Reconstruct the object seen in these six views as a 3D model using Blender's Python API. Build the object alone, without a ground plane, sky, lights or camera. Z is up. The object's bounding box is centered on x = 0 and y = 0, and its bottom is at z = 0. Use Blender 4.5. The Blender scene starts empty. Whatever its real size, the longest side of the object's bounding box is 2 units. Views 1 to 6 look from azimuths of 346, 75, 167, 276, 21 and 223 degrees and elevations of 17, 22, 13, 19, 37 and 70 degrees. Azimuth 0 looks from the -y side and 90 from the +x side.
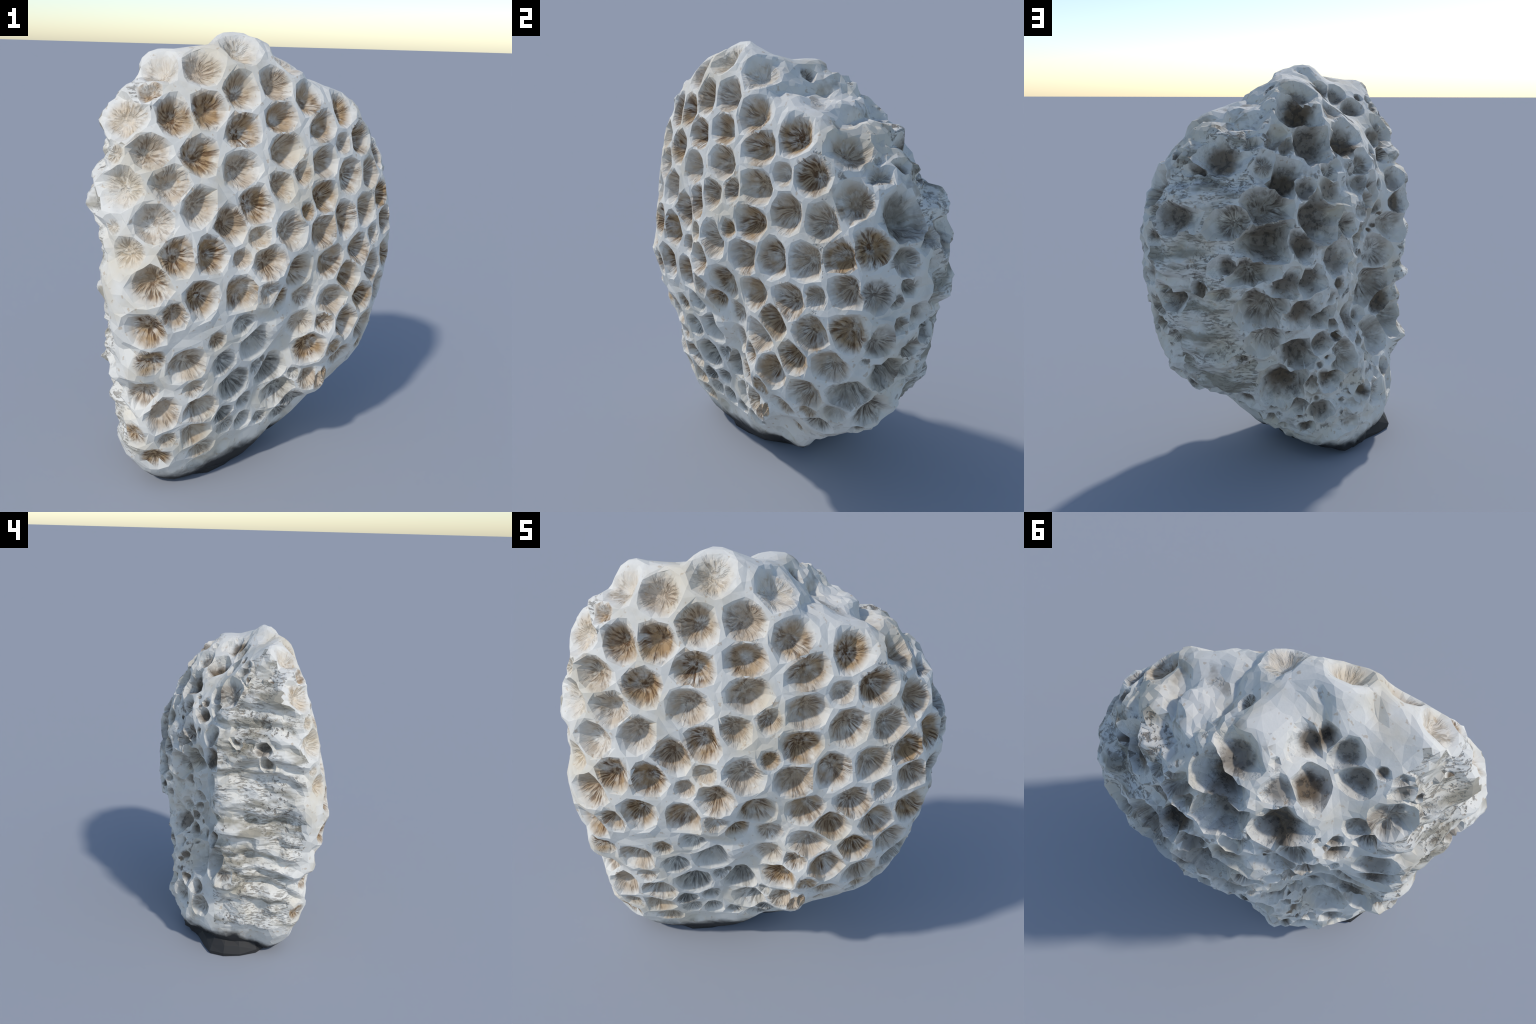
"""A weathered fragment of honeycomb coral, standing on a dark foot.

The colony is a lens-shaped block: a convex front packed with corallites (cups
with radiating septa), a ribbed flank on either side where the cups are seen
from outside, and a rough, eroded back full of borings.  The block is a lofted
form; cups and furrows are pressed into it along its normals; the result is
reduced to the coarse facets of the original and split into its parts."""
import bpy, bmesh, math, random
import numpy as np
from mathutils import Matrix, Vector, kdtree, noise

random.seed(7)
CENTRE = np.array([0.0, -0.06, 1.0])
STRETCH = np.array([0.70, 0.45, 1.0])

# --------------------------------------------------------------- block form
# Rings of the block from foot to crown: (latitude, radius every 15 degrees of
# azimuth, starting at +x and running towards +y), in units of STRETCH.
BOTTOM_RADIUS, TOP_RADIUS = 0.97, 0.95
RINGS = [
    (-75, [0.89, 0.93, 0.95, 0.97, 0.97, 0.97, 0.97, 0.99, 1.01, 1.05, 1.08, 1.11, 1.13, 1.13, 1.10, 1.07, 1.03, 0.98, 0.94, 0.90, 0.87, 0.85, 0.84, 0.86]),
    (-60, [0.85, 0.89, 0.89, 0.89, 0.93, 0.99, 1.05, 1.10, 1.17, 1.23, 1.27, 1.27, 1.26, 1.24, 1.22, 1.16, 1.05, 0.93, 0.86, 0.83, 0.83, 0.80, 0.77, 0.78]),
    (-45, [0.89, 0.93, 0.90, 0.90, 1.00, 1.14, 1.23, 1.32, 1.37, 1.36, 1.31, 1.24, 1.19, 1.21, 1.31, 1.30, 1.11, 0.86, 0.69, 0.67, 0.79, 0.86, 0.82, 0.82]),
    (-30, [0.92, 1.02, 1.11, 1.16, 1.21, 1.23, 1.25, 1.31, 1.27, 1.12, 1.07, 1.12, 1.11, 1.14, 1.28, 1.36, 1.14, 0.84, 0.68, 0.58, 0.66, 0.78, 0.79, 0.84]),
    (-15, [0.90, 1.04, 1.16, 1.25, 1.31, 1.26, 1.23, 1.18, 1.01, 0.81, 0.84, 0.98, 1.02, 1.03, 1.12, 1.32, 1.19, 0.89, 0.82, 0.65, 0.58, 0.65, 0.69, 0.81]),
    (0, [0.87, 1.07, 1.18, 1.32, 1.46, 1.44, 1.37, 1.18, 0.96, 0.83, 0.86, 0.95, 0.97, 1.02, 1.12, 1.38, 1.29, 0.93, 0.84, 0.68, 0.59, 0.62, 0.65, 0.75]),
    (15, [0.85, 1.06, 1.23, 1.39, 1.48, 1.43, 1.35, 1.18, 1.05, 0.94, 0.94, 1.04, 1.05, 1.10, 1.25, 1.37, 1.19, 0.88, 0.81, 0.72, 0.65, 0.64, 0.65, 0.73]),
    (30, [0.86, 1.01, 1.14, 1.23, 1.28, 1.25, 1.19, 1.12, 1.07, 0.99, 0.97, 1.06, 1.09, 1.15, 1.30, 1.31, 1.10, 0.89, 0.80, 0.72, 0.67, 0.65, 0.66, 0.74]),
    (45, [0.91, 0.99, 0.99, 1.00, 1.07, 1.13, 1.12, 1.07, 1.02, 0.96, 0.95, 1.02, 1.09, 1.15, 1.22, 1.20, 1.08, 0.94, 0.83, 0.75, 0.73, 0.73, 0.74, 0.81]),
    (60, [0.90, 0.91, 0.88, 0.88, 0.93, 1.00, 1.03, 1.01, 0.95, 0.90, 0.89, 0.94, 1.01, 1.06, 1.09, 1.09, 1.05, 0.99, 0.92, 0.87, 0.85, 0.84, 0.84, 0.87]),
    (75, [0.88, 0.88, 0.88, 0.89, 0.91, 0.93, 0.95, 0.95, 0.94, 0.93, 0.93, 0.94, 0.97, 0.99, 1.01, 1.02, 1.01, 1.00, 0.97, 0.94, 0.92, 0.90, 0.89, 0.88]),
]

# --------------------------------------------------------------- corallites
# x, y, z of the cup's mouth and its radius in centimetres, relative depth
UPPER_FACE_CUPS = [
    (-46, -30, 187, 11.0, 1.0), (-29, -31, 185, 11.0, 1.0), (-13, -23, 194, 11.0, 1.0), (-51, -37, 178, 6.6, 1.0),
    (-61, -39, 169, 11.0, 1.0), (-42, -41, 169, 11.0, 1.0), (-28, -38, 171, 11.0, 1.0), (-14, -32, 177, 11.0, 1.0),
    (2, -26, 181, 11.0, 1.0), (9, -14, 189, 11.0, 1.0), (-52, -46, 156, 11.0, 1.0), (-32, -43, 153, 11.0, 1.0),
    (-14, -36, 162, 11.0, 1.0), (4, -29, 167, 11.0, 1.0), (18, -20, 173, 11.0, 1.0), (38, -9, 169, 11.0, 1.0),
    (-63, -48, 143, 11.0, 1.0), (-44, -48, 143, 11.0, 1.0), (-15, -39, 147, 11.0, 1.0), (6, -31, 155, 11.0, 1.0),
    (25, -20, 162, 11.0, 1.0), (37, -14, 154, 7.2, 1.0), (49, -6, 156, 11.0, 1.0), (52, 9, 165, 11.0, 1.0),
    (-52, -53, 130, 11.0, 1.0), (-33, -48, 134, 11.0, 1.0), (-20, -44, 126, 11.0, 1.0), (-9, -40, 133, 11.0, 1.0),
    (3, -36, 140, 9.0, 1.0), (14, -29, 143, 7.2, 1.0), (27, -22, 147, 11.0, 1.0), (42, -14, 140, 11.0, 1.0),
    (56, -4, 139, 11.0, 1.0), (62, 6, 148, 11.0, 1.0), (-54, -57, 107, 11.0, 1.0), (-42, -54, 116, 11.0, 1.0),
    (-28, -49, 115, 11.0, 1.0), (-15, -45, 112, 6.0, 1.0), (-7, -42, 120, 7.2, 1.0), (8, -39, 121, 11.0, 1.0),
    (16, -32, 127, 6.0, 1.0), (27, -25, 133, 11.0, 1.0), (26, -28, 118, 11.0, 1.0), (39, -19, 121, 11.0, 1.0),
    (52, -10, 123, 11.0, 1.0), (63, -0, 127, 11.0, 1.0), (71, 10, 132, 11.0, 1.0), (-32, -52, 98, 11.0, 1.0),
    (-15, -46, 97, 11.0, 1.0), (-2, -43, 109, 11.0, 1.0), (13, -35, 102, 11.0, 1.0), (31, -26, 103, 11.0, 1.0),
    (48, -16, 105, 11.0, 1.0), (57, -8, 110, 7.2, 1.0), (67, 1, 115, 11.0, 1.0), (-56, -56, 87, 11.0, 1.0),
    (-43, -55, 93, 8.4, 1.0), (40, -20, 94, 11.0, 1.0), (58, -10, 94, 11.0, 1.0), (69, 1, 98, 11.0, 1.0),
    (-62, -54, 119, 8.5, 0.7), (-67, -49, 128, 4.3, 0.5), (-65, -43, 155, 5.1, 0.6), (7, -41, 90, 7.4, 0.8),
    (-2, -44, 96, 8.2, 0.7), (16, -29, 89, 7.5, 0.5),
]
LOWER_FACE_CUPS = [
    (33, -25, 84, 11.0, 1.0), (29, -28, 74, 7.2, 1.0), (41, -22, 71, 11.0, 1.0), (50, -16, 82, 11.0, 1.0),
    (63, -4, 82, 11.0, 1.0), (54, -12, 65, 11.0, 1.0), (-38, -50, 68, 11.0, 1.0), (-6, -39, 70, 11.0, 1.0),
    (-16, -38, 52, 11.0, 1.0), (-21, -43, 66, 8.4, 1.0), (22, -29, 61, 11.0, 1.0), (8, -26, 40, 11.0, 1.0),
    (-48, -47, 45, 11.0, 1.0), (-32, -44, 44, 11.0, 1.0), (-20, -37, 38, 7.2, 1.0), (-10, -30, 29, 6.6, 1.0),
    (22, -28, 45, 7.6, 0.8), (14, -27, 51, 4.6, 0.7), (29, -27, 42, 6.0, 0.7), (10, -23, 26, 7.4, 0.8),
    (-1, -26, 28, 5.1, 0.7), (-10, -32, 42, 6.1, 0.8), (-32, -35, 12, 6.7, 0.6), (-20, -31, 18, 5.9, 0.6),
    (16, -9, 19, 6.6, 0.6), (33, -26, 44, 5.2, 0.6), (53, -10, 56, 5.7, 0.7), (34, -10, 35, 5.4, 0.6),
    (2, -27, 54, 10.8, 1.0), (-2, -31, 61, 2.8, 0.4), (-55, -53, 72, 9.0, 0.5), (-57, -48, 55, 9.4, 0.8),
    (-60, -43, 35, 7.9, 0.5), (-47, -45, 30, 6.3, 0.6), (-52, -42, 20, 9.1, 0.6), (-34, -42, 31, 9.9, 0.8),
    (-31, -38, 20, 8.6, 0.6), (-25, -47, 78, 5.8, 0.7), (-13, -44, 82, 7.3, 0.8), (-35, -47, 57, 6.6, 0.7),
    (16, -28, 76, 8.8, 0.6), (35, -27, 60, 6.8, 0.6), (42, -18, 52, 8.2, 0.7), (15, -25, 34, 8.6, 0.6),
    (-5, -32, 58, 5.7, 0.6), (-19, -35, 31, 7.0, 0.5),
]
RIGHT_FLANK_CUPS = [
    (69, 24, 142, 10.8, 1.2), (68, 35, 132, 7.5, 1.1), (73, 22, 127, 6.9, 0.9), (72, 24, 116, 4.4, 1.2),
    (74, 19, 111, 3.7, 1.1), (74, 11, 114, 7.6, 0.5), (73, 13, 94, 7.9, 0.5), (67, 27, 87, 7.2, 0.5),
    (70, 18, 77, 9.9, 1.3), (66, 26, 79, 6.6, 1.2), (66, 3, 68, 10.0, 0.8), (66, 13, 57, 9.0, 0.7),
    (61, -1, 58, 6.0, 0.6), (53, -6, 48, 6.5, 0.6), (64, 35, 96, 4.7, 1.2), (61, 17, 156, 5.9, 0.5),
    (8, 6, 188, 4.1, 0.5), (71, 8, 86, 2.4, 0.7),
]
BACK_BORINGS = [
    (50, 41, 154, 4.1, 1.0), (62, 45, 132, 8.4, 1.0), (35, 55, 130, 7.9, 0.9), (62, 38, 92, 6.1, 1.1),
    (50, 51, 98, 4.9, 0.8), (41, 54, 97, 3.9, 0.7), (38, 56, 110, 4.8, 1.0), (-1, 31, 177, 8.3, 1.0),
    (14, 40, 164, 5.6, 0.8), (9, 41, 162, 4.3, 1.1), (-5, 37, 163, 8.8, 1.1), (20, 46, 154, 4.2, 0.8),
    (10, 49, 148, 7.8, 1.2), (1, 50, 143, 6.2, 0.7), (-13, 40, 151, 4.1, 1.2), (-13, 45, 142, 5.7, 0.5),
    (-25, 29, 163, 8.1, 1.0), (-33, 30, 152, 5.3, 0.9), (-36, 1, 178, 5.0, 0.8), (-20, -1, 187, 4.2, 0.9),
    (20, 54, 135, 9.6, 1.2), (-5, 52, 130, 10.5, 1.2), (20, 57, 122, 10.2, 1.4), (-21, 45, 125, 5.1, 1.2),
    (4, 57, 118, 6.8, 0.9), (-15, 50, 110, 7.1, 0.7), (27, 57, 108, 7.7, 1.2), (-1, 55, 101, 6.3, 1.2),
    (12, 57, 100, 6.8, 0.7), (21, 54, 88, 9.6, 1.1), (3, 53, 85, 7.1, 0.8), (-8, 49, 82, 5.8, 1.3),
    (19, 49, 73, 6.8, 1.0), (3, 46, 63, 8.4, 1.1), (-8, 46, 68, 4.9, 1.0), (-22, 43, 59, 7.2, 1.1),
    (-14, 44, 49, 5.4, 1.1), (9, 43, 48, 9.3, 1.0), (-5, 44, 47, 4.0, 0.8), (1, 42, 34, 5.1, 0.9),
    (-10, 42, 29, 5.2, 1.1), (-26, 41, 22, 4.2, 0.7),
]
LEFT_SIDE_CUPS = [
    (-53, 4, 167, 7.4, 0.7), (-51, 10, 156, 4.2, 0.9), (-57, 11, 141, 8.1, 0.7), (-40, 29, 139, 5.8, 0.9),
    (-40, 28, 121, 6.6, 1.3), (-58, 13, 118, 7.3, 0.9), (-48, 16, 103, 8.4, 0.6), (-46, 13, 86, 10.1, 0.7),
    (-59, 10, 66, 9.3, 1.2), (-46, 18, 62, 8.2, 0.8), (-55, 19, 32, 5.3, 0.9), (-43, 33, 33, 5.8, 0.7),
    (-32, 36, 131, 4.6, 0.7), (-72, -20, 139, 5.9, 1.8), (-73, -23, 132, 4.3, 1.6), (-69, -5, 143, 2.8, 0.9),
    (-61, -22, 176, 2.4, 0.7), (-48, -7, 182, 2.8, 0.9), (-56, -9, 176, 3.0, 0.9), (-56, -0, 169, 2.6, 0.9),
    (-36, 32, 132, 6.1, 1.0), (-33, 35, 117, 7.6, 1.0), (-68, 2, 60, 4.3, 0.5),
]
CROWN_BORINGS = [
    (-2, 24, 185, 5.5, 1.2), (-26, 12, 175, 5.6, 1.2), (-28, -2, 183, 4.3, 0.8), (-17, 2, 185, 4.3, 0.9),
    (-19, 21, 178, 4.4, 0.7), (-46, 9, 164, 4.6, 0.9), (-51, -6, 180, 3.4, 1.0), (-42, -5, 184, 1.8, 1.0),
    (-11, 14, 186, 1.8, 0.8), (38, 42, 158, 7.2, 0.6), (-32, 34, 143, 4.1, 0.7), (-60, 11, 129, 5.7, 0.8),
    (-29, 38, 75, 6.1, 0.9), (-53, 11, 75, 6.8, 0.8),
]
# ----------------------------------------------------------------- furrows
# both ends in centimetres, half width in centimetres, relative depth
FURROWS = [
    ((-66, -4, 154), (-71, -33, 156), 4.4, .7),
    ((-70, 3, 127), (-72, -23, 127), 3.6, .5),
    ((-72, -25, 123), (-70, -45, 126), 3.6, .7),
    ((-70, -9, 114), (-71, -38, 114), 5.1, .5),
    ((-54, 11, 91), (-69, -14, 96), 3.9, .9),
    ((-69, -16, 96), (-68, -39, 94), 6.2, .6),
    ((-63, 5, 80), (-68, -15, 80), 3.8, 1.2),
    ((-66, -31, 83), (-62, -51, 77), 3.8, .7),
    ((-68, -13, 73), (-66, -24, 64), 5.3, .6),
    ((-68, -9, 54), (-67, -35, 54), 4.7, .9),
    ((-66, -36, 57), (-62, -47, 60), 3.2, .7),
    ((-66, -13, 41), (-65, -41, 45), 4.4, .8),
    ((-60, 12, 44), (-66, -5, 41), 3.4, .8),
    ((-48, 14, 149), (-57, 2, 167), 4.2, .6),
    ((46, 31, 164), (24, 41, 163), 3.3, .5),
    ((45, 45, 152), (22, 49, 149), 5.6, .8),
    ((59, 48, 120), (33, 57, 119), 3.2, .7),
    ((61, 45, 107), (47, 53, 105), 2.5, .5),
    ((58, 45, 98), (30, 56, 97), 3.6, .9),
    ((65, 25, 69), (26, 47, 69), 4.5, .7),
    ((51, 35, 53), (22, 45, 60), 3.6, .8),
    ((19, -8, 183), (16, 12, 181), 3.6, .7),
    ((16, 12, 181), (8, 30, 180), 3.5, .6),
    ((42, 7, 172), (32, 19, 172), 4.1, .6),
    ((32, 19, 172), (22, 37, 169), 2.9, .7),
    ((48, 29, 165), (26, 44, 157), 3.0, .7),
    ((-26, -19, 196), (-31, -14, 195), 2.6, .5),
    ((-12, -9, 197), (-18, -4, 191), 2.9, .6),
]
# broad valleys and swells of the block: both ends, half width, height (cm)
SWELLS = [
    ((-66, -10, 155), (-70, -25, 128), 14, 0.5),   # left flank
    ((-37, 22, 65), (-40, 25, 118), 13, -4.5),     # trench behind the left flank
    ((10, -41, 90), (-2, -43, 80), 8, -5.0),       # crease low on the front
    ((25, -28, 50), (34, -23, 54), 7, -5.0),
    ((50, 43, 156), (66, 36, 148), 12, -4.0),      # right shoulder
    ((30, 46, 66), (42, 42, 64), 9, 3.5),
    ((15, 52, 122), (40, 50, 118), 11, 1.0),
    ((40, 28, 42), (10, 30, 22), 10, -3.0),
    ((-22, 40, 84), (-36, 26, 76), 8, -4.5),       # cup row beside the trench
    ((12, -20, 30), (38, -12, 42), 10, -2.0),      # undercut below the front
    ((-44, 24, 9), (-52, 14, 10), 9, -7.0),         # hollow above the foot
]
# knobs that stand out of the block: place, radius, height in centimetres
# (negative: notches between the lobes of the rim)
KNOBS = [
    (42, 24, 169, 8, 2.0), (27, 12, 180, 9, 2.5), (-26, 36, 142, 8, -4), (-45, 22, 118, 8, -4),
    (-66, -20, 38, 8, -4.5), (-63, -32, 32, 8, -4.5), (-61, -55, 92, 9, 1.0), (-61, -53, 70, 9, 1.0),
    (-17, -13, 199, 8, 1.8), (-17, -28, 192, 8, 1.6), (-28, -14, 192, 7.5, -2.6), (-50, -21, 192, 7.5, 2.7),
    (-58, -24, 175, 7.5, -3.3), (-68, -28, 153, 7.5, -3.4), (-70, -40, 168, 8, 1.5), (-76, -33, 144, 8, 0.3),
    (-64, -48, 116, 7.5, -3.3), (-58, -59, 100, 8, 1.7), (-56, -56, 76, 7.5, 2.3), (-49, -51, 72, 7.5, -2.0),
    (-62, -51, 64, 7.5, 2.7), (-59, -44, 55, 7.5, -2.6), (-49, -47, 56, 7.5, -2.4), (-55, -48, 38, 7.5, 1.8),
    (-66, -33, 19, 7.5, 2.3), (-48, -43, 18, 7.5, 1.5), (-60, 5, 39, 7.5, -4.0), (-70, 3, 58, 9, 1.2),
    (-66, 4, 104, 9, 2.5), (-31, 42, 24, 7.5, 2.4), (-21, 40, 50, 7.5, -2.1),
    (13, -14, 189, 7.5, 1.9), (39, 40, 155, 7.5, -2.2), (51, 46, 95, 7.5, -2.3),
]


# ------------------------------------------------------------ block surface
def catmull(p0, p1, p2, p3, t):
    return 0.5 * (2 * p1 + (p2 - p0) * t + (2 * p0 - 5 * p1 + 4 * p2 - p3) * t * t
                  + (3 * p1 - p0 - 3 * p2 + p3) * t ** 3)


def block_radius(d):
    """Radius of the block in the (stretched) unit directions d."""
    net = np.array([r for _, r in RINGS])
    cols = net.shape[1]
    half = cols // 2
    rows = [np.roll(net[0], half), np.full(cols, BOTTOM_RADIUS), *net,
            np.full(cols, TOP_RADIUS), np.roll(net[-1], half)]
    net = np.array(rows)
    lat = np.degrees(np.arcsin(np.clip(d[:, 2], -1, 1)))
    lon = np.degrees(np.arctan2(d[:, 1], d[:, 0])) % 360
    v = (lat + 90) / 15 + 1
    i = np.clip(v.astype(int), 1, len(net) - 3)
    tv = v - i
    u = lon / (360 / cols)
    j = u.astype(int) % cols
    tu = u - np.floor(u)

    def row(k):
        return catmull(net[k, (j - 1) % cols], net[k, j], net[k, (j + 1) % cols],
                       net[k, (j + 2) % cols], tu)
    return catmull(row(i - 1), row(i), row(i + 1), row(i + 2), tv)


def on_block(p):
    q = (np.atleast_2d(p) - CENTRE) / STRETCH
    d = q / np.linalg.norm(q, axis=1, keepdims=True)
    return CENTRE + STRETCH * d * block_radius(d)[:, None]


def block_normal(c):
    q = (c - CENTRE) / STRETCH
    d = q / np.linalg.norm(q)
    u = np.cross(d, [0.3, 0.5, 0.81])
    u /= np.linalg.norm(u)
    v = np.cross(d, u)
    e = 0.09
    a, b, f, g = on_block(CENTRE + STRETCH * np.array([d + e * u, d - e * u, d + e * v, d - e * v]))
    n = np.cross(a - b, f - g)
    n /= np.linalg.norm(n)
    return n if n @ (c - CENTRE) > 0 else -n


def smooth(a, b, x):
    t = np.clip((x - a) / (b - a), 0, 1)
    return t * t * (3 - 2 * t)


# ------------------------------------------------------------------- cups
CUPS = []          # (centre, radius, depth, kind)
for kind, group in (("face", UPPER_FACE_CUPS), ("low", LOWER_FACE_CUPS),
                    ("flank", RIGHT_FLANK_CUPS), ("back", BACK_BORINGS),
                    ("left", LEFT_SIDE_CUPS), ("crown", CROWN_BORINGS)):
    for x, y, z, r, depth in group:
        c = on_block(np.array([x, y, z]) / 100)[0]
        if kind in ("back", "left", "crown"):
            cavity = kind == "left" and x < -55 and z > 120      # holes in the ribs
            r = r * (1.7 if kind == "crown" else 1.1 if cavity else 1.5)
            depth = depth * {"back": 1.15, "left": 1.15, "crown": 0.95}[kind]
        if kind == "flank":
            r, depth = r * 1.2, depth * 1.3 + 0.15
        CUPS.append((c, r / 100, depth, kind))

# further borings scattered over the eroded back and crown, large ones first
for count, lo, hi in ((9, 0.04, 0.06), (36, 0.035, 0.065), (38, 0.018, 0.030)):
    spots = 0
    while spots < count:
        d = np.array([random.gauss(0, 1) for _ in range(3)])
        c = on_block(CENTRE + STRETCH * d / np.linalg.norm(d))[0]
        r = random.uniform(lo, hi)
        if count == 9:                      # the right flank
            if c[0] < 0.5 or not 0.02 < c[1] < 0.36 or not 0.4 < c[2] < 1.6:
                continue
        elif c[1] + 0.25 * c[0] < 0.06 or not 0.2 < c[2] < 1.68 or c[0] > 0.30:
            continue
        if any(np.linalg.norm(c - o[0]) < 0.72 * (r + o[1]) for o in CUPS):
            hi = max(lo, hi * 0.9995)
            continue
        CUPS.append((c, r, random.uniform(0.8, 1.4), "boring"))
        spots += 1


def cup_field(p):
    """For points p: nearest cup, and the cup coordinate t (0 floor, 1 rim)."""
    best = np.full(len(p), 9.0)
    second = np.full(len(p), 9.0)
    index = np.zeros(len(p), int)
    # on the ribbed flank the cups are drawn out along the ribs
    ribbed = right_rib_mask(np.array([c[0] for c in CUPS]))
    stretch = 1 + ribbed[:, None] * np.array([-0.25, -0.25, 0.5])
    for k, (c, r, depth, kind) in enumerate(CUPS):
        t = np.linalg.norm((p - c) * stretch[k], axis=1) / r
        closer = t < best
        second = np.where(closer, best, np.minimum(second, t))
        index = np.where(closer, k, index)
        best = np.where(closer, t, best)
    wall = 2 * best / (best + second)        # 1 midway between two cups
    t = (best ** 7 + wall ** 7) ** (1 / 7)
    t = np.where(best > 1.3, best, t)
    return index, t


def segment_distance(p, a, b):
    ab = b - a
    s = np.clip(((p - a) @ ab) / (ab @ ab), 0, 1)
    return np.linalg.norm(p - a - s[:, None] * ab, axis=1)


def lumps(p, scale, seed, octaves=3):
    q = p * scale + seed
    return np.array([noise.fractal(Vector(v), 1.0, 2.0, octaves) for v in q])


def left_rib_mask(p):
    """The ribbed band on the -x side."""
    x, y, z = p.T
    return smooth(-0.42, -0.55, x) * smooth(-0.52, -0.36, y) * smooth(0.14, 0.04, y) * smooth(.15, .3, z)


def right_rib_mask(p):
    """The ribbed band where the back meets the +x side."""
    x, y, z = p.T
    return smooth(0.16, 0.30, x) * smooth(0.22, 0.36, y - 0.25 * (x - .5)) * smooth(.3, .5, z)


# ------------------------------------------------------------ build surface
def build_surface():
    bm = bmesh.new()
    bmesh.ops.create_icosphere(bm, subdivisions=8, radius=1.0)
    mesh = bpy.data.meshes.new("block")
    bm.to_mesh(mesh)
    bm.free()
    n = len(mesh.vertices)
    d = np.empty(n * 3, np.float32)
    mesh.vertices.foreach_get("co", d)
    d = d.reshape(-1, 3).astype(float)
    d /= np.linalg.norm(d, axis=1, keepdims=True)
    p = CENTRE + STRETCH * d * block_radius(d)[:, None]
    mesh.vertices.foreach_set("co", p.astype(np.float32).ravel())
    mesh.update()
    nor = np.empty(n * 3, np.float32)
    mesh.vertices.foreach_get("normal", nor)
    nor = nor.reshape(-1, 3).astype(float)

    # cups
    back = smooth(0.05, 0.28, p[:, 1] + 0.15 * p[:, 0])
    crown = smooth(1.5, 1.75, p[:, 2]) * smooth(-0.15, 0.1, p[:, 1] + 0.2 * p[:, 0])
    ribs = np.maximum(left_rib_mask(p), right_rib_mask(p))
    wob = p + (0.010 + 0.030 * np.maximum(np.maximum(back, crown), ribs))[:, None] * np.stack([lumps(p, 8, s, 3) for s in (3.1, 17.7, 41.3)], 1)
    index, t = cup_field(wob)
    radius = np.array([c[1] for c in CUPS])[index]
    depth = np.array([c[2] for c in CUPS])[index]
    rear_cup = np.array([c[3] in ("back", "left", "crown", "boring") for c in CUPS])[index]
    bowl = np.where(rear_cup, np.clip(1 - t ** 2.7, 0, 1), 0.5 + 0.5 * np.cos(math.pi * np.clip(t, 0, 1) ** 1.4))
    push = -DEPTH * depth * radius * bowl
    rim = np.exp(-((t - 1.0) / 0.22) ** 2)
    push += RIM * radius * rim * np.clip(depth, 0, 1)
    free = smooth(0.9, 1.3, t)
    # furrows
    for a, b, w, k in FURROWS:
        a, b = on_block(np.array([a, b]) / 100)
        dist = segment_distance(wob, a, b)
        push -= 0.8 * k * w / 100 * np.exp(-(dist / (w / 100)) ** 2)
    for a, b, w, h in SWELLS:
        a, b = on_block(np.array([a, b]) / 100)
        push += h / 100 * np.exp(-(segment_distance(wob, a, b) / (w / 100)) ** 2)
    for x, y, z, r, h in KNOBS:
        c = on_block(np.array([x, y, z]) / 100)[0]
        push += h / 100 * np.exp(-(np.linalg.norm(p - c, axis=1) / (r / 100)) ** 2)
    # ribs and general roughness
    striae = lumps(p * np.array([2.5, 2.5, 7.0]), 1.0, 5.0, 4)
    wave = np.sin(p[:, 2] * 2 * math.pi / 0.15 + 7 * lumps(p, 2.2, 71.0, 2) + 3 * p[:, 1])
    push += (0.017 - 0.007 * back) * ribs * wave * (0.4 + 0.6 * free)
    push += (0.038 - 0.012 * back) * ribs * striae * (0.4 + 0.6 * free)
    push += (0.006 + 0.022 * back * (0.4 + 0.6 * free)) * lumps(p, 6.5, 11.0, 4)
    push += 0.006 * back * lumps(p, 22.0, 23.0, 2)
    push += (0.036 - 0.014 * back) * ribs * lumps(p * np.array([5.0, 5.0, 8.0]), 1.0, 91.0, 2) * (0.4 + 0.6 * free)
    push += 0.032 * crown * lumps(p, 4.6, 33.0, 2) * (0.5 + 0.5 * free)
    crease = np.abs(lumps(p, 4.5, 57.0, 3))
    push += back * 0.045 * (0.30 - np.minimum(crease, 0.5)) * (0.5 + 0.5 * free)
    out = p + nor * push[:, None]
    out[:, 2] = np.maximum(out[:, 2], 0.015)
    mesh.vertices.foreach_set("co", out.astype(np.float32).ravel())
    mesh.update()
    return mesh, out, index, t


DEPTH, RIM = 0.60, 0.05
FACETS = 22000


def reduced(mesh):
    ob = bpy.data.objects.new("block", mesh)
    bpy.context.scene.collection.objects.link(ob)
    mod = ob.modifiers.new("reduce", 'DECIMATE')
    mod.ratio = FACETS / len(mesh.polygons)
    dg = bpy.context.evaluated_depsgraph_get()
    ev = ob.evaluated_get(dg)
    m = ev.to_mesh()
    m.calc_loop_triangles()
    v = np.array([x.co[:] for x in m.vertices])
    f = [tuple(t.vertices) for t in m.loop_triangles]
    ev.to_mesh_clear()
    bpy.data.objects.remove(ob)
    bpy.data.meshes.remove(mesh)
    return v, np.array(f)


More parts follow.
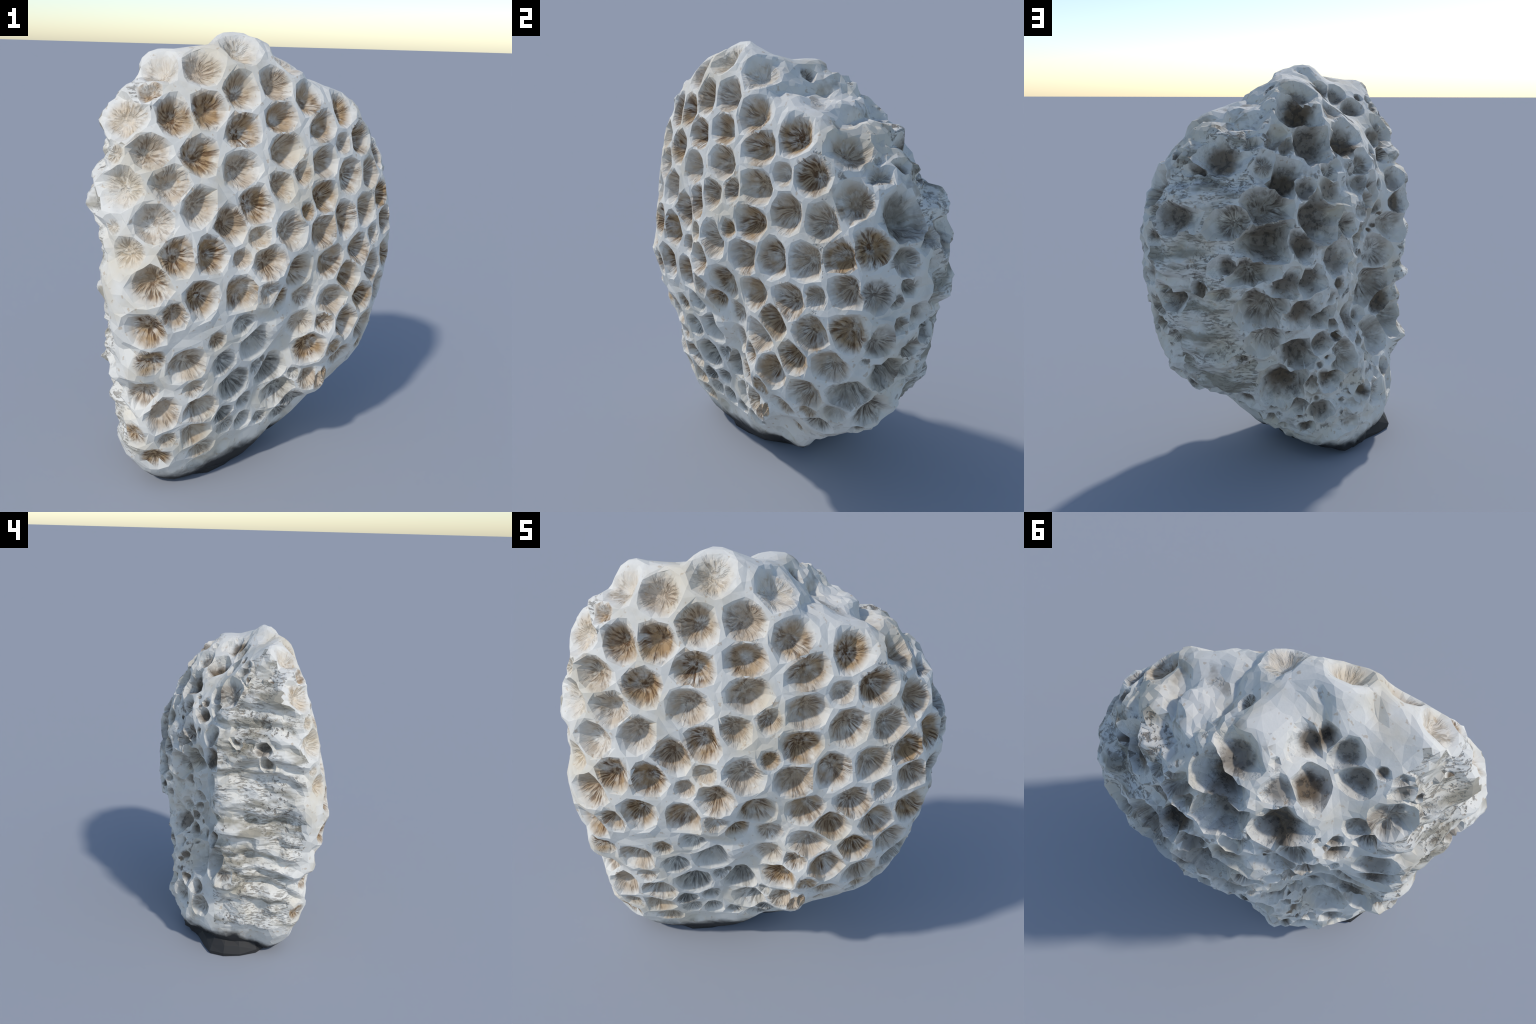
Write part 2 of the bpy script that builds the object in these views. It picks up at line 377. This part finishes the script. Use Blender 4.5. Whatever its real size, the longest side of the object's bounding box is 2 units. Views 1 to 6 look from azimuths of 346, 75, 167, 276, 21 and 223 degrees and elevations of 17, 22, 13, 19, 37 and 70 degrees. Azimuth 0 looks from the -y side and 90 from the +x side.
# --------------------------------------------------------------- materials
class Nodes:
    def __init__(self, name):
        self.mat = bpy.data.materials.new(name)
        self.mat.use_nodes = True
        self.nt = self.mat.node_tree
        self.bsdf = self.nt.nodes["Principled BSDF"]
        self.bsdf.inputs["Roughness"].default_value = 0.75
        self.bsdf.inputs["Specular IOR Level"].default_value = 0.3

    def node(self, kind, **kw):
        n = self.nt.nodes.new(kind)
        for k, v in kw.items():
            setattr(n, k, v)
        return n

    def put(self, socket, value):
        if isinstance(value, bpy.types.NodeSocket):
            self.nt.links.new(value, socket)
        elif isinstance(value, tuple) and len(value) == 3 and socket.type == 'RGBA':
            socket.default_value = (*value, 1)
        else:
            socket.default_value = value

    def math(self, op, a, b=0.0, clamp=False):
        n = self.node("ShaderNodeMath", operation=op, use_clamp=clamp)
        self.put(n.inputs[0], a)
        self.put(n.inputs[1], b)
        return n.outputs[0]

    def step(self, x, lo, hi):
        n = self.node("ShaderNodeMapRange", interpolation_type='SMOOTHSTEP')
        self.put(n.inputs[0], x)
        self.put(n.inputs[1], lo)
        self.put(n.inputs[2], hi)
        return n.outputs[0]

    def mix(self, f, a, b):
        n = self.node("ShaderNodeMix", data_type='RGBA')
        self.put(n.inputs[0], f)
        self.put(n.inputs[6], a)
        self.put(n.inputs[7], b)
        return n.outputs[2]

    def noise(self, vec, scale, detail=3.0, rough=0.55, w=None):
        n = self.node("ShaderNodeTexNoise", noise_dimensions='4D' if w is not None else '3D')
        self.put(n.inputs["Vector"], vec)
        n.inputs["Scale"].default_value = scale
        n.inputs["Detail"].default_value = detail
        n.inputs["Roughness"].default_value = rough
        if w is not None:
            self.put(n.inputs["W"], w)
        return n.outputs[0]

    def position(self):
        return self.node("ShaderNodeNewGeometry").outputs["Position"]

    def scaled(self, vec, s):
        n = self.node("ShaderNodeVectorMath", operation='MULTIPLY')
        self.put(n.inputs[0], vec)
        n.inputs[1].default_value = s
        return n.outputs[0]

    def bump(self, height, strength, distance):
        n = self.node("ShaderNodeBump")
        n.inputs["Strength"].default_value = strength
        n.inputs["Distance"].default_value = distance
        self.put(n.inputs["Height"], height)
        self.put(self.bsdf.inputs["Normal"], n.outputs[0])

    def finish(self, colour):
        self.put(self.bsdf.inputs["Base Color"], colour)
        return self.mat


WHITE = (0.72, 0.695, 0.635)
CREAM = (0.66, 0.60, 0.49)
GREY = (0.53, 0.51, 0.465)
TAN = (0.42, 0.285, 0.155)
BROWN = (0.145, 0.078, 0.036)
BLACKISH = (0.075, 0.068, 0.060)  # near-black grey for the streaks of the lower cups


def limestone(n):
    """Chalky white with cream and greyish clouds: common to all coral parts."""
    pos = n.position()
    c = n.mix(n.step(n.noise(pos, 5.0, 3), 0.45, 0.72), WHITE, CREAM)
    c = n.mix(n.math('MULTIPLY', n.step(n.noise(pos, 9.0, 4), 0.52, 0.75), 0.55), c, GREY)
    speck = n.step(n.noise(pos, 38.0, 2), 0.64, 0.72)
    c = n.mix(n.math('MULTIPLY', speck, 0.45), c, TAN)
    return c, pos


def wall_material():
    n = Nodes("coral_wall")
    c, pos = limestone(n)
    n.bump(n.noise(pos, 60.0, 3), 0.25, 0.004)
    return n.finish(c)


def rib_material():
    """Costae: fine dark dashes along the horizontal ribs, and pores."""
    n = Nodes("ribbed_coral")
    c, pos = limestone(n)
    dash = n.noise(n.scaled(pos, (30.0, 30.0, 120.0)), 1.0, 3, 0.6)
    where = n.step(n.noise(pos, 6.5, 2), 0.42, 0.60)
    mask = n.math('MULTIPLY', n.step(dash, 0.50, 0.62), where)
    c = n.mix(n.math('MULTIPLY', mask, 0.65), c, (0.15, 0.12, 0.09))
    stain_shade = n.step(n.noise(n.scaled(pos, (4.0, 4.0, 14.0)), 1.0, 3), 0.46, 0.66)
    c = n.mix(n.math('MULTIPLY', stain_shade, 0.85), c, (0.28, 0.25, 0.19))
    pore = n.math('MULTIPLY', n.step(n.noise(pos, 34.0, 3, 0.65), 0.53, 0.64),
                  n.step(n.noise(pos, 4.2, 2), 0.50, 0.60))
    c = n.mix(n.math('MULTIPLY', pore, 0.75), c, (0.13, 0.105, 0.08))
    n.bump(n.math('SUBTRACT', 1.0, n.math('MAXIMUM', mask, pore)), 0.6, 0.010)
    return n.finish(c)


def crust_material():
    """Eroded back and crown: white with brownish grey pits, pores and stains that also paint in baked shade."""
    n = Nodes("eroded_coral")
    c, pos = limestone(n)
    stain_shade = n.step(n.noise(pos, 7.0, 4, 0.6), 0.50, 0.70)
    c = n.mix(n.math('MULTIPLY', stain_shade, 0.7), c, (0.31, 0.26, 0.20))  # brown patches also carry the baked darkness of the back
    pore = n.step(n.noise(pos, 26.0, 3, 0.6), 0.55, 0.66)
    where = n.step(n.noise(pos, 5.5, 2), 0.44, 0.6)
    mask = n.math('MULTIPLY', pore, where)
    c = n.mix(n.math('MULTIPLY', mask, 0.7), c, (0.15, 0.12, 0.09))
    n.bump(n.math('SUBTRACT', 1.0, mask), 0.5, 0.008)
    return n.finish(c)


def cup_material(name, streak, tint, amount, tinting):
    """Corallite: septa radiate from the middle; object space is cup space."""
    n = Nodes(name)
    c, pos = limestone(n)
    obj = n.node("ShaderNodeTexCoord").outputs["Object"]
    sep = n.node("ShaderNodeSeparateXYZ")
    n.put(sep.inputs[0], obj)
    shift = n.math('MULTIPLY', n.math('SUBTRACT', n.noise(pos, 7.0, 2), 0.5), 0.5)
    drift = n.math('MULTIPLY', n.math('SUBTRACT', n.noise(pos, 6.0, 2, w=3.7), 0.5), 0.5)
    x = n.math('ADD', sep.outputs[0], shift)
    y = n.math('ADD', sep.outputs[1], drift)
    flat = n.node("ShaderNodeCombineXYZ")
    n.put(flat.inputs[0], x)
    n.put(flat.inputs[1], y)
    ln = n.node("ShaderNodeVectorMath", operation='LENGTH')
    n.put(ln.inputs[0], flat.outputs[0])
    r = ln.outputs["Value"]
    ang = n.math('ARCTAN2', y, x)
    ang = n.math('ADD', ang, n.math('MULTIPLY', n.math('SUBTRACT', n.noise(pos, 14.0, 2), 0.5), 0.5))
    around = n.node("ShaderNodeCombineXYZ")
    n.put(around.inputs[0], n.math('MULTIPLY', n.math('COSINE', ang), 5.2))
    n.put(around.inputs[1], n.math('MULTIPLY', n.math('SINE', ang), 5.2))
    n.put(around.inputs[2], n.math('MULTIPLY', r, 2.6))
    rnd = n.node("ShaderNodeObjectInfo").outputs["Random"]
    ray = n.noise(around.outputs[0], 1.0, 3, 0.6, n.math('MULTIPLY', rnd, 40.0))
    ray = n.step(ray, 0.44, 0.64)
    fade = n.math('SUBTRACT', 1.0, n.step(r, 0.42, 0.86))
    fade = n.math('MULTIPLY', fade, n.math('ADD', 0.25, n.math('MULTIPLY', n.step(n.noise(pos, 11.0, 3), 0.38, 0.58), 0.75)))
    blot = n.noise(pos, 16.0, 3)
    # the middle is a spongy knot rather than a star
    knot = n.step(n.noise(pos, 55.0, 3, 0.6), 0.42, 0.62)
    centre = n.math('SUBTRACT', 1.0, n.step(r, 0.10, 0.32))
    ray = n.math('ADD', n.math('MULTIPLY', ray, n.math('SUBTRACT', 1.0, centre)), n.math('MULTIPLY', knot, centre))
    much = n.math('ADD', 0.55, n.math('MULTIPLY', rnd, 0.5))
    s = n.math('MULTIPLY', n.math('MULTIPLY', ray, fade), n.math('MULTIPLY', much, amount), True)
    wide = n.math('SUBTRACT', 1.0, n.step(r, 0.45, 0.86))
    w = n.math('MULTIPLY', n.math('MULTIPLY', wide, n.step(blot, 0.22, 0.62)),
               n.math('MULTIPLY', much, tinting), True)
    c = n.mix(w, c, tint)
    c = n.mix(s, c, streak)
    n.bump(n.math('MULTIPLY', n.math('SUBTRACT', 1.0, ray), fade), 0.6, 0.010)
    return n.finish(c)


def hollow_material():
    """Bored or eroded hollow: brown-grey floor, shade of deep pits painted in, blotched, no clear septa."""
    n = Nodes("shaded_hollow")
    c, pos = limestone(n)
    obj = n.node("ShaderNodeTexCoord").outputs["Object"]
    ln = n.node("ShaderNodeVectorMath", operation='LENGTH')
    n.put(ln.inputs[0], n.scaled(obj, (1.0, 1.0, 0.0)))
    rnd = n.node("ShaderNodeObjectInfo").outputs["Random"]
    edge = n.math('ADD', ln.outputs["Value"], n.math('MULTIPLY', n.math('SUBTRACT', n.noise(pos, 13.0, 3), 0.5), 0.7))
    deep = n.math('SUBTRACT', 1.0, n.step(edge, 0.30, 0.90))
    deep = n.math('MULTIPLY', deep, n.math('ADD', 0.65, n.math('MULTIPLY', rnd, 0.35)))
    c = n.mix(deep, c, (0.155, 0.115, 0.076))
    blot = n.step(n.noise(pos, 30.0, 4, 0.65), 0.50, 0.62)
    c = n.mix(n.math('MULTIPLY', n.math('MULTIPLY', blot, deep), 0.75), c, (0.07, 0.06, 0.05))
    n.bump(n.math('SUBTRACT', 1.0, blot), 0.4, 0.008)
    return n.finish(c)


def underside_material():
    """Coral blackened by the clay of the foot, which has crept up its underside."""
    n = Nodes("shade_darkened_coral")
    c, pos = limestone(n)
    sep = n.node("ShaderNodeSeparateXYZ")
    n.put(sep.inputs[0], pos)
    x, y, z = sep.outputs
    side = n.math('MULTIPLY', n.math('SUBTRACT', 1.0, n.step(x, -0.52, -0.30)), n.step(y, -0.25, 0.0))
    front = n.math('MULTIPLY', n.step(x, -0.35, -0.08), n.math('SUBTRACT', 1.0, n.step(y, -0.1, 0.1)))
    edge = n.math('ADD', 0.065, n.math('MULTIPLY', side, 0.075))
    edge = n.math('ADD', edge, n.math('MULTIPLY', front, 0.05))
    edge = n.math('ADD', edge, n.math('MULTIPLY', n.math('SUBTRACT', n.noise(pos, 10.0, 4), 0.5), 0.12))
    level = n.math('SUBTRACT', z, edge)
    dark = n.math('SUBTRACT', 1.0, n.step(level, -0.02, 0.06))
    return n.finish(n.mix(dark, c, (0.028, 0.028, 0.029)))


def foot_material():
    n = Nodes("dark_fill")  # near-black of the scan's filled bottom
    pos = n.position()
    c = n.mix(n.noise(pos, 7.0, 3), (0.020, 0.020, 0.021), (0.045, 0.044, 0.043))
    n.bsdf.inputs["Roughness"].default_value = 0.65
    return n.finish(c)


# ------------------------------------------------------------ split in parts
def part(name, verts, faces, mat, root, matrix=None):
    used, inv = np.unique(faces.ravel(), return_inverse=True)
    co = verts[used]
    m = matrix or Matrix()
    if matrix is not None:
        im = np.array(matrix.inverted())
        co = co @ im[:3, :3].T + im[:3, 3]
    mesh = bpy.data.meshes.new(name)
    mesh.from_pydata(co.tolist(), [], inv.reshape(-1, 3).tolist())
    mesh.update()
    mesh.materials.append(mat)
    ob = bpy.data.objects.new(name, mesh)
    bpy.context.scene.collection.objects.link(ob)
    ob.parent = root
    ob.matrix_world = m
    return ob


def cup_frame(centre, radius, normal):
    z = Vector(normal).normalized()
    x = z.orthogonal().normalized()
    y = z.cross(x)
    rot = Matrix((x, y, z)).transposed().to_4x4()
    return Matrix.Translation(centre) @ rot @ Matrix.Scale(radius, 4)


def foot_height(p):
    """Upper edge of the dark foot over the ground plan."""
    x, y = p[:, 0], p[:, 1]
    side = smooth(-0.30, -0.52, x) * smooth(-0.25, 0.0, y)
    corner = np.exp(-(((x + .33) / .10) ** 2 + ((y - .30) / .09) ** 2))
    front = smooth(-0.35, -0.08, x) * smooth(0.1, -0.1, y)
    return 0.065 + 0.075 * side + 0.05 * front - 0.05 * corner


# outline of the foot on the ground, in centimetres
FOOT_OUTLINE = [(2, 0), (-6, -12), (-16, -21), (-25, -26), (-37, -26), (-46, -24), (-55, -18),
                (-60, -8), (-62, 2), (-60, 11), (-53, 16), (-42, 22), (-33, 29), (-26, 25),
                (-12, 18), (-3, 11)]


def foot_mesh():
    """A low faceted pedestal of dark clay under the coral."""
    ring = np.array(FOOT_OUTLINE) / 100
    mid = ring.mean(0)
    levels = [(0.0, 0.98), (0.02, 1.0), (0.06, 0.93), (0.12, 0.72), (0.22, 0.40)]
    verts, n = [], len(ring)
    for z, s in levels:
        for k, p in enumerate(mid + (ring - mid) * s):
            verts.append((*p, max(0.0, z + (0.008 * math.sin(2.3 * k + 40 * z) if z else 0))))
    verts += [(*mid, 0.0), (*mid, 0.22)]
    faces = []
    for i in range(len(levels) - 1):
        for k in range(n):
            a, b = i * n + k, i * n + (k + 1) % n
            faces += [(a, b + n, b), (a, a + n, b + n)]
    top = (len(levels) - 1) * n
    for k in range(n):
        faces += [(len(verts) - 2, k, (k + 1) % n), (len(verts) - 1, top + (k + 1) % n, top + k)]
    return np.array(verts), np.array(faces)


def main():
    mesh, fine, fine_index, fine_t = build_surface()
    verts, faces = reduced(mesh)
    mid = verts[faces].mean(1)
    root = bpy.data.objects.new("coral_fragment", None)
    bpy.context.scene.collection.objects.link(root)
    root["label"] = "pale honeycomb coral chunk with deep brown-streaked cups"
    root["category"] = "coral"

    wall, rib, crust = wall_material(), rib_material(), crust_material()
    foot = foot_material()
    cups = {
        "brown": cup_material("brown_corallite", BROWN, TAN, 1.1, 1.0),
        "pale": cup_material("pale_corallite", (0.34, 0.24, 0.13), (0.62, 0.47, 0.30), 0.6, 0.6),
        "blackish": cup_material("blackish_corallite", BLACKISH, (0.24, 0.215, 0.175), 1.0, 0.8),
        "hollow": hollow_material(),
        "grey": cup_material("grey_corallite", (0.14, 0.11, 0.085), (0.34, 0.29, 0.23), 1.0, 0.95),
    }

    # which cup a facet belongs to: as its place on the fine surface
    tree = kdtree.KDTree(len(fine))
    for k, v in enumerate(fine):
        tree.insert(v, k)
    tree.balance()
    near = np.array([tree.find(m)[1] for m in mid])
    index, t = fine_index[near], fine_t[near]
    label = np.full(len(faces), -1)                    # -1: wall
    label[right_rib_mask(mid) > 0.5] = -2
    label[left_rib_mask(mid) > 0.5] = -3
    rear = (mid[:, 1] + 0.35 * mid[:, 0] > 0.10) & (label == -1) & (mid[:, 0] < .62)
    label[rear] = -4
    label[t < 0.98] = index[t < 0.98]
    label[mid[:, 2] < foot_height(mid) + 0.11] = -5

    part("cup_wall", verts, faces[label == -1], wall, root)
    part("ribbed_flank", verts, faces[label == -2], rib, root)
    part("ribbed_flank", verts, faces[label == -3], rib, root)
    part("eroded_back", verts, faces[label == -4], crust, root)
    part("dark_underside", verts, faces[label == -5], underside_material(), root)
    fv, ff = foot_mesh()
    part("dark_foot", fv, ff, foot, root)
    for k, (c, r, depth, kind) in enumerate(CUPS):
        fs = faces[label == k]
        if len(fs) == 0:
            continue
        nor = block_normal(c)
        tone = {"face": "brown", "low": "blackish", "flank": "grey", "back": "hollow",
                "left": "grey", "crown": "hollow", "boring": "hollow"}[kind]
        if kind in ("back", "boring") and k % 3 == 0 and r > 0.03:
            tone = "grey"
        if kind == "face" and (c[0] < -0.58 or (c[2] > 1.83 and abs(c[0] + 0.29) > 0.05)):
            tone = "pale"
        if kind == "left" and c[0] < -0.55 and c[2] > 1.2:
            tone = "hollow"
        if kind == "low" and (c[0] < -0.25 or c[0] > 0.15):
            tone = "brown"
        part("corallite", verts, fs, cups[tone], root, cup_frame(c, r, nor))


main()
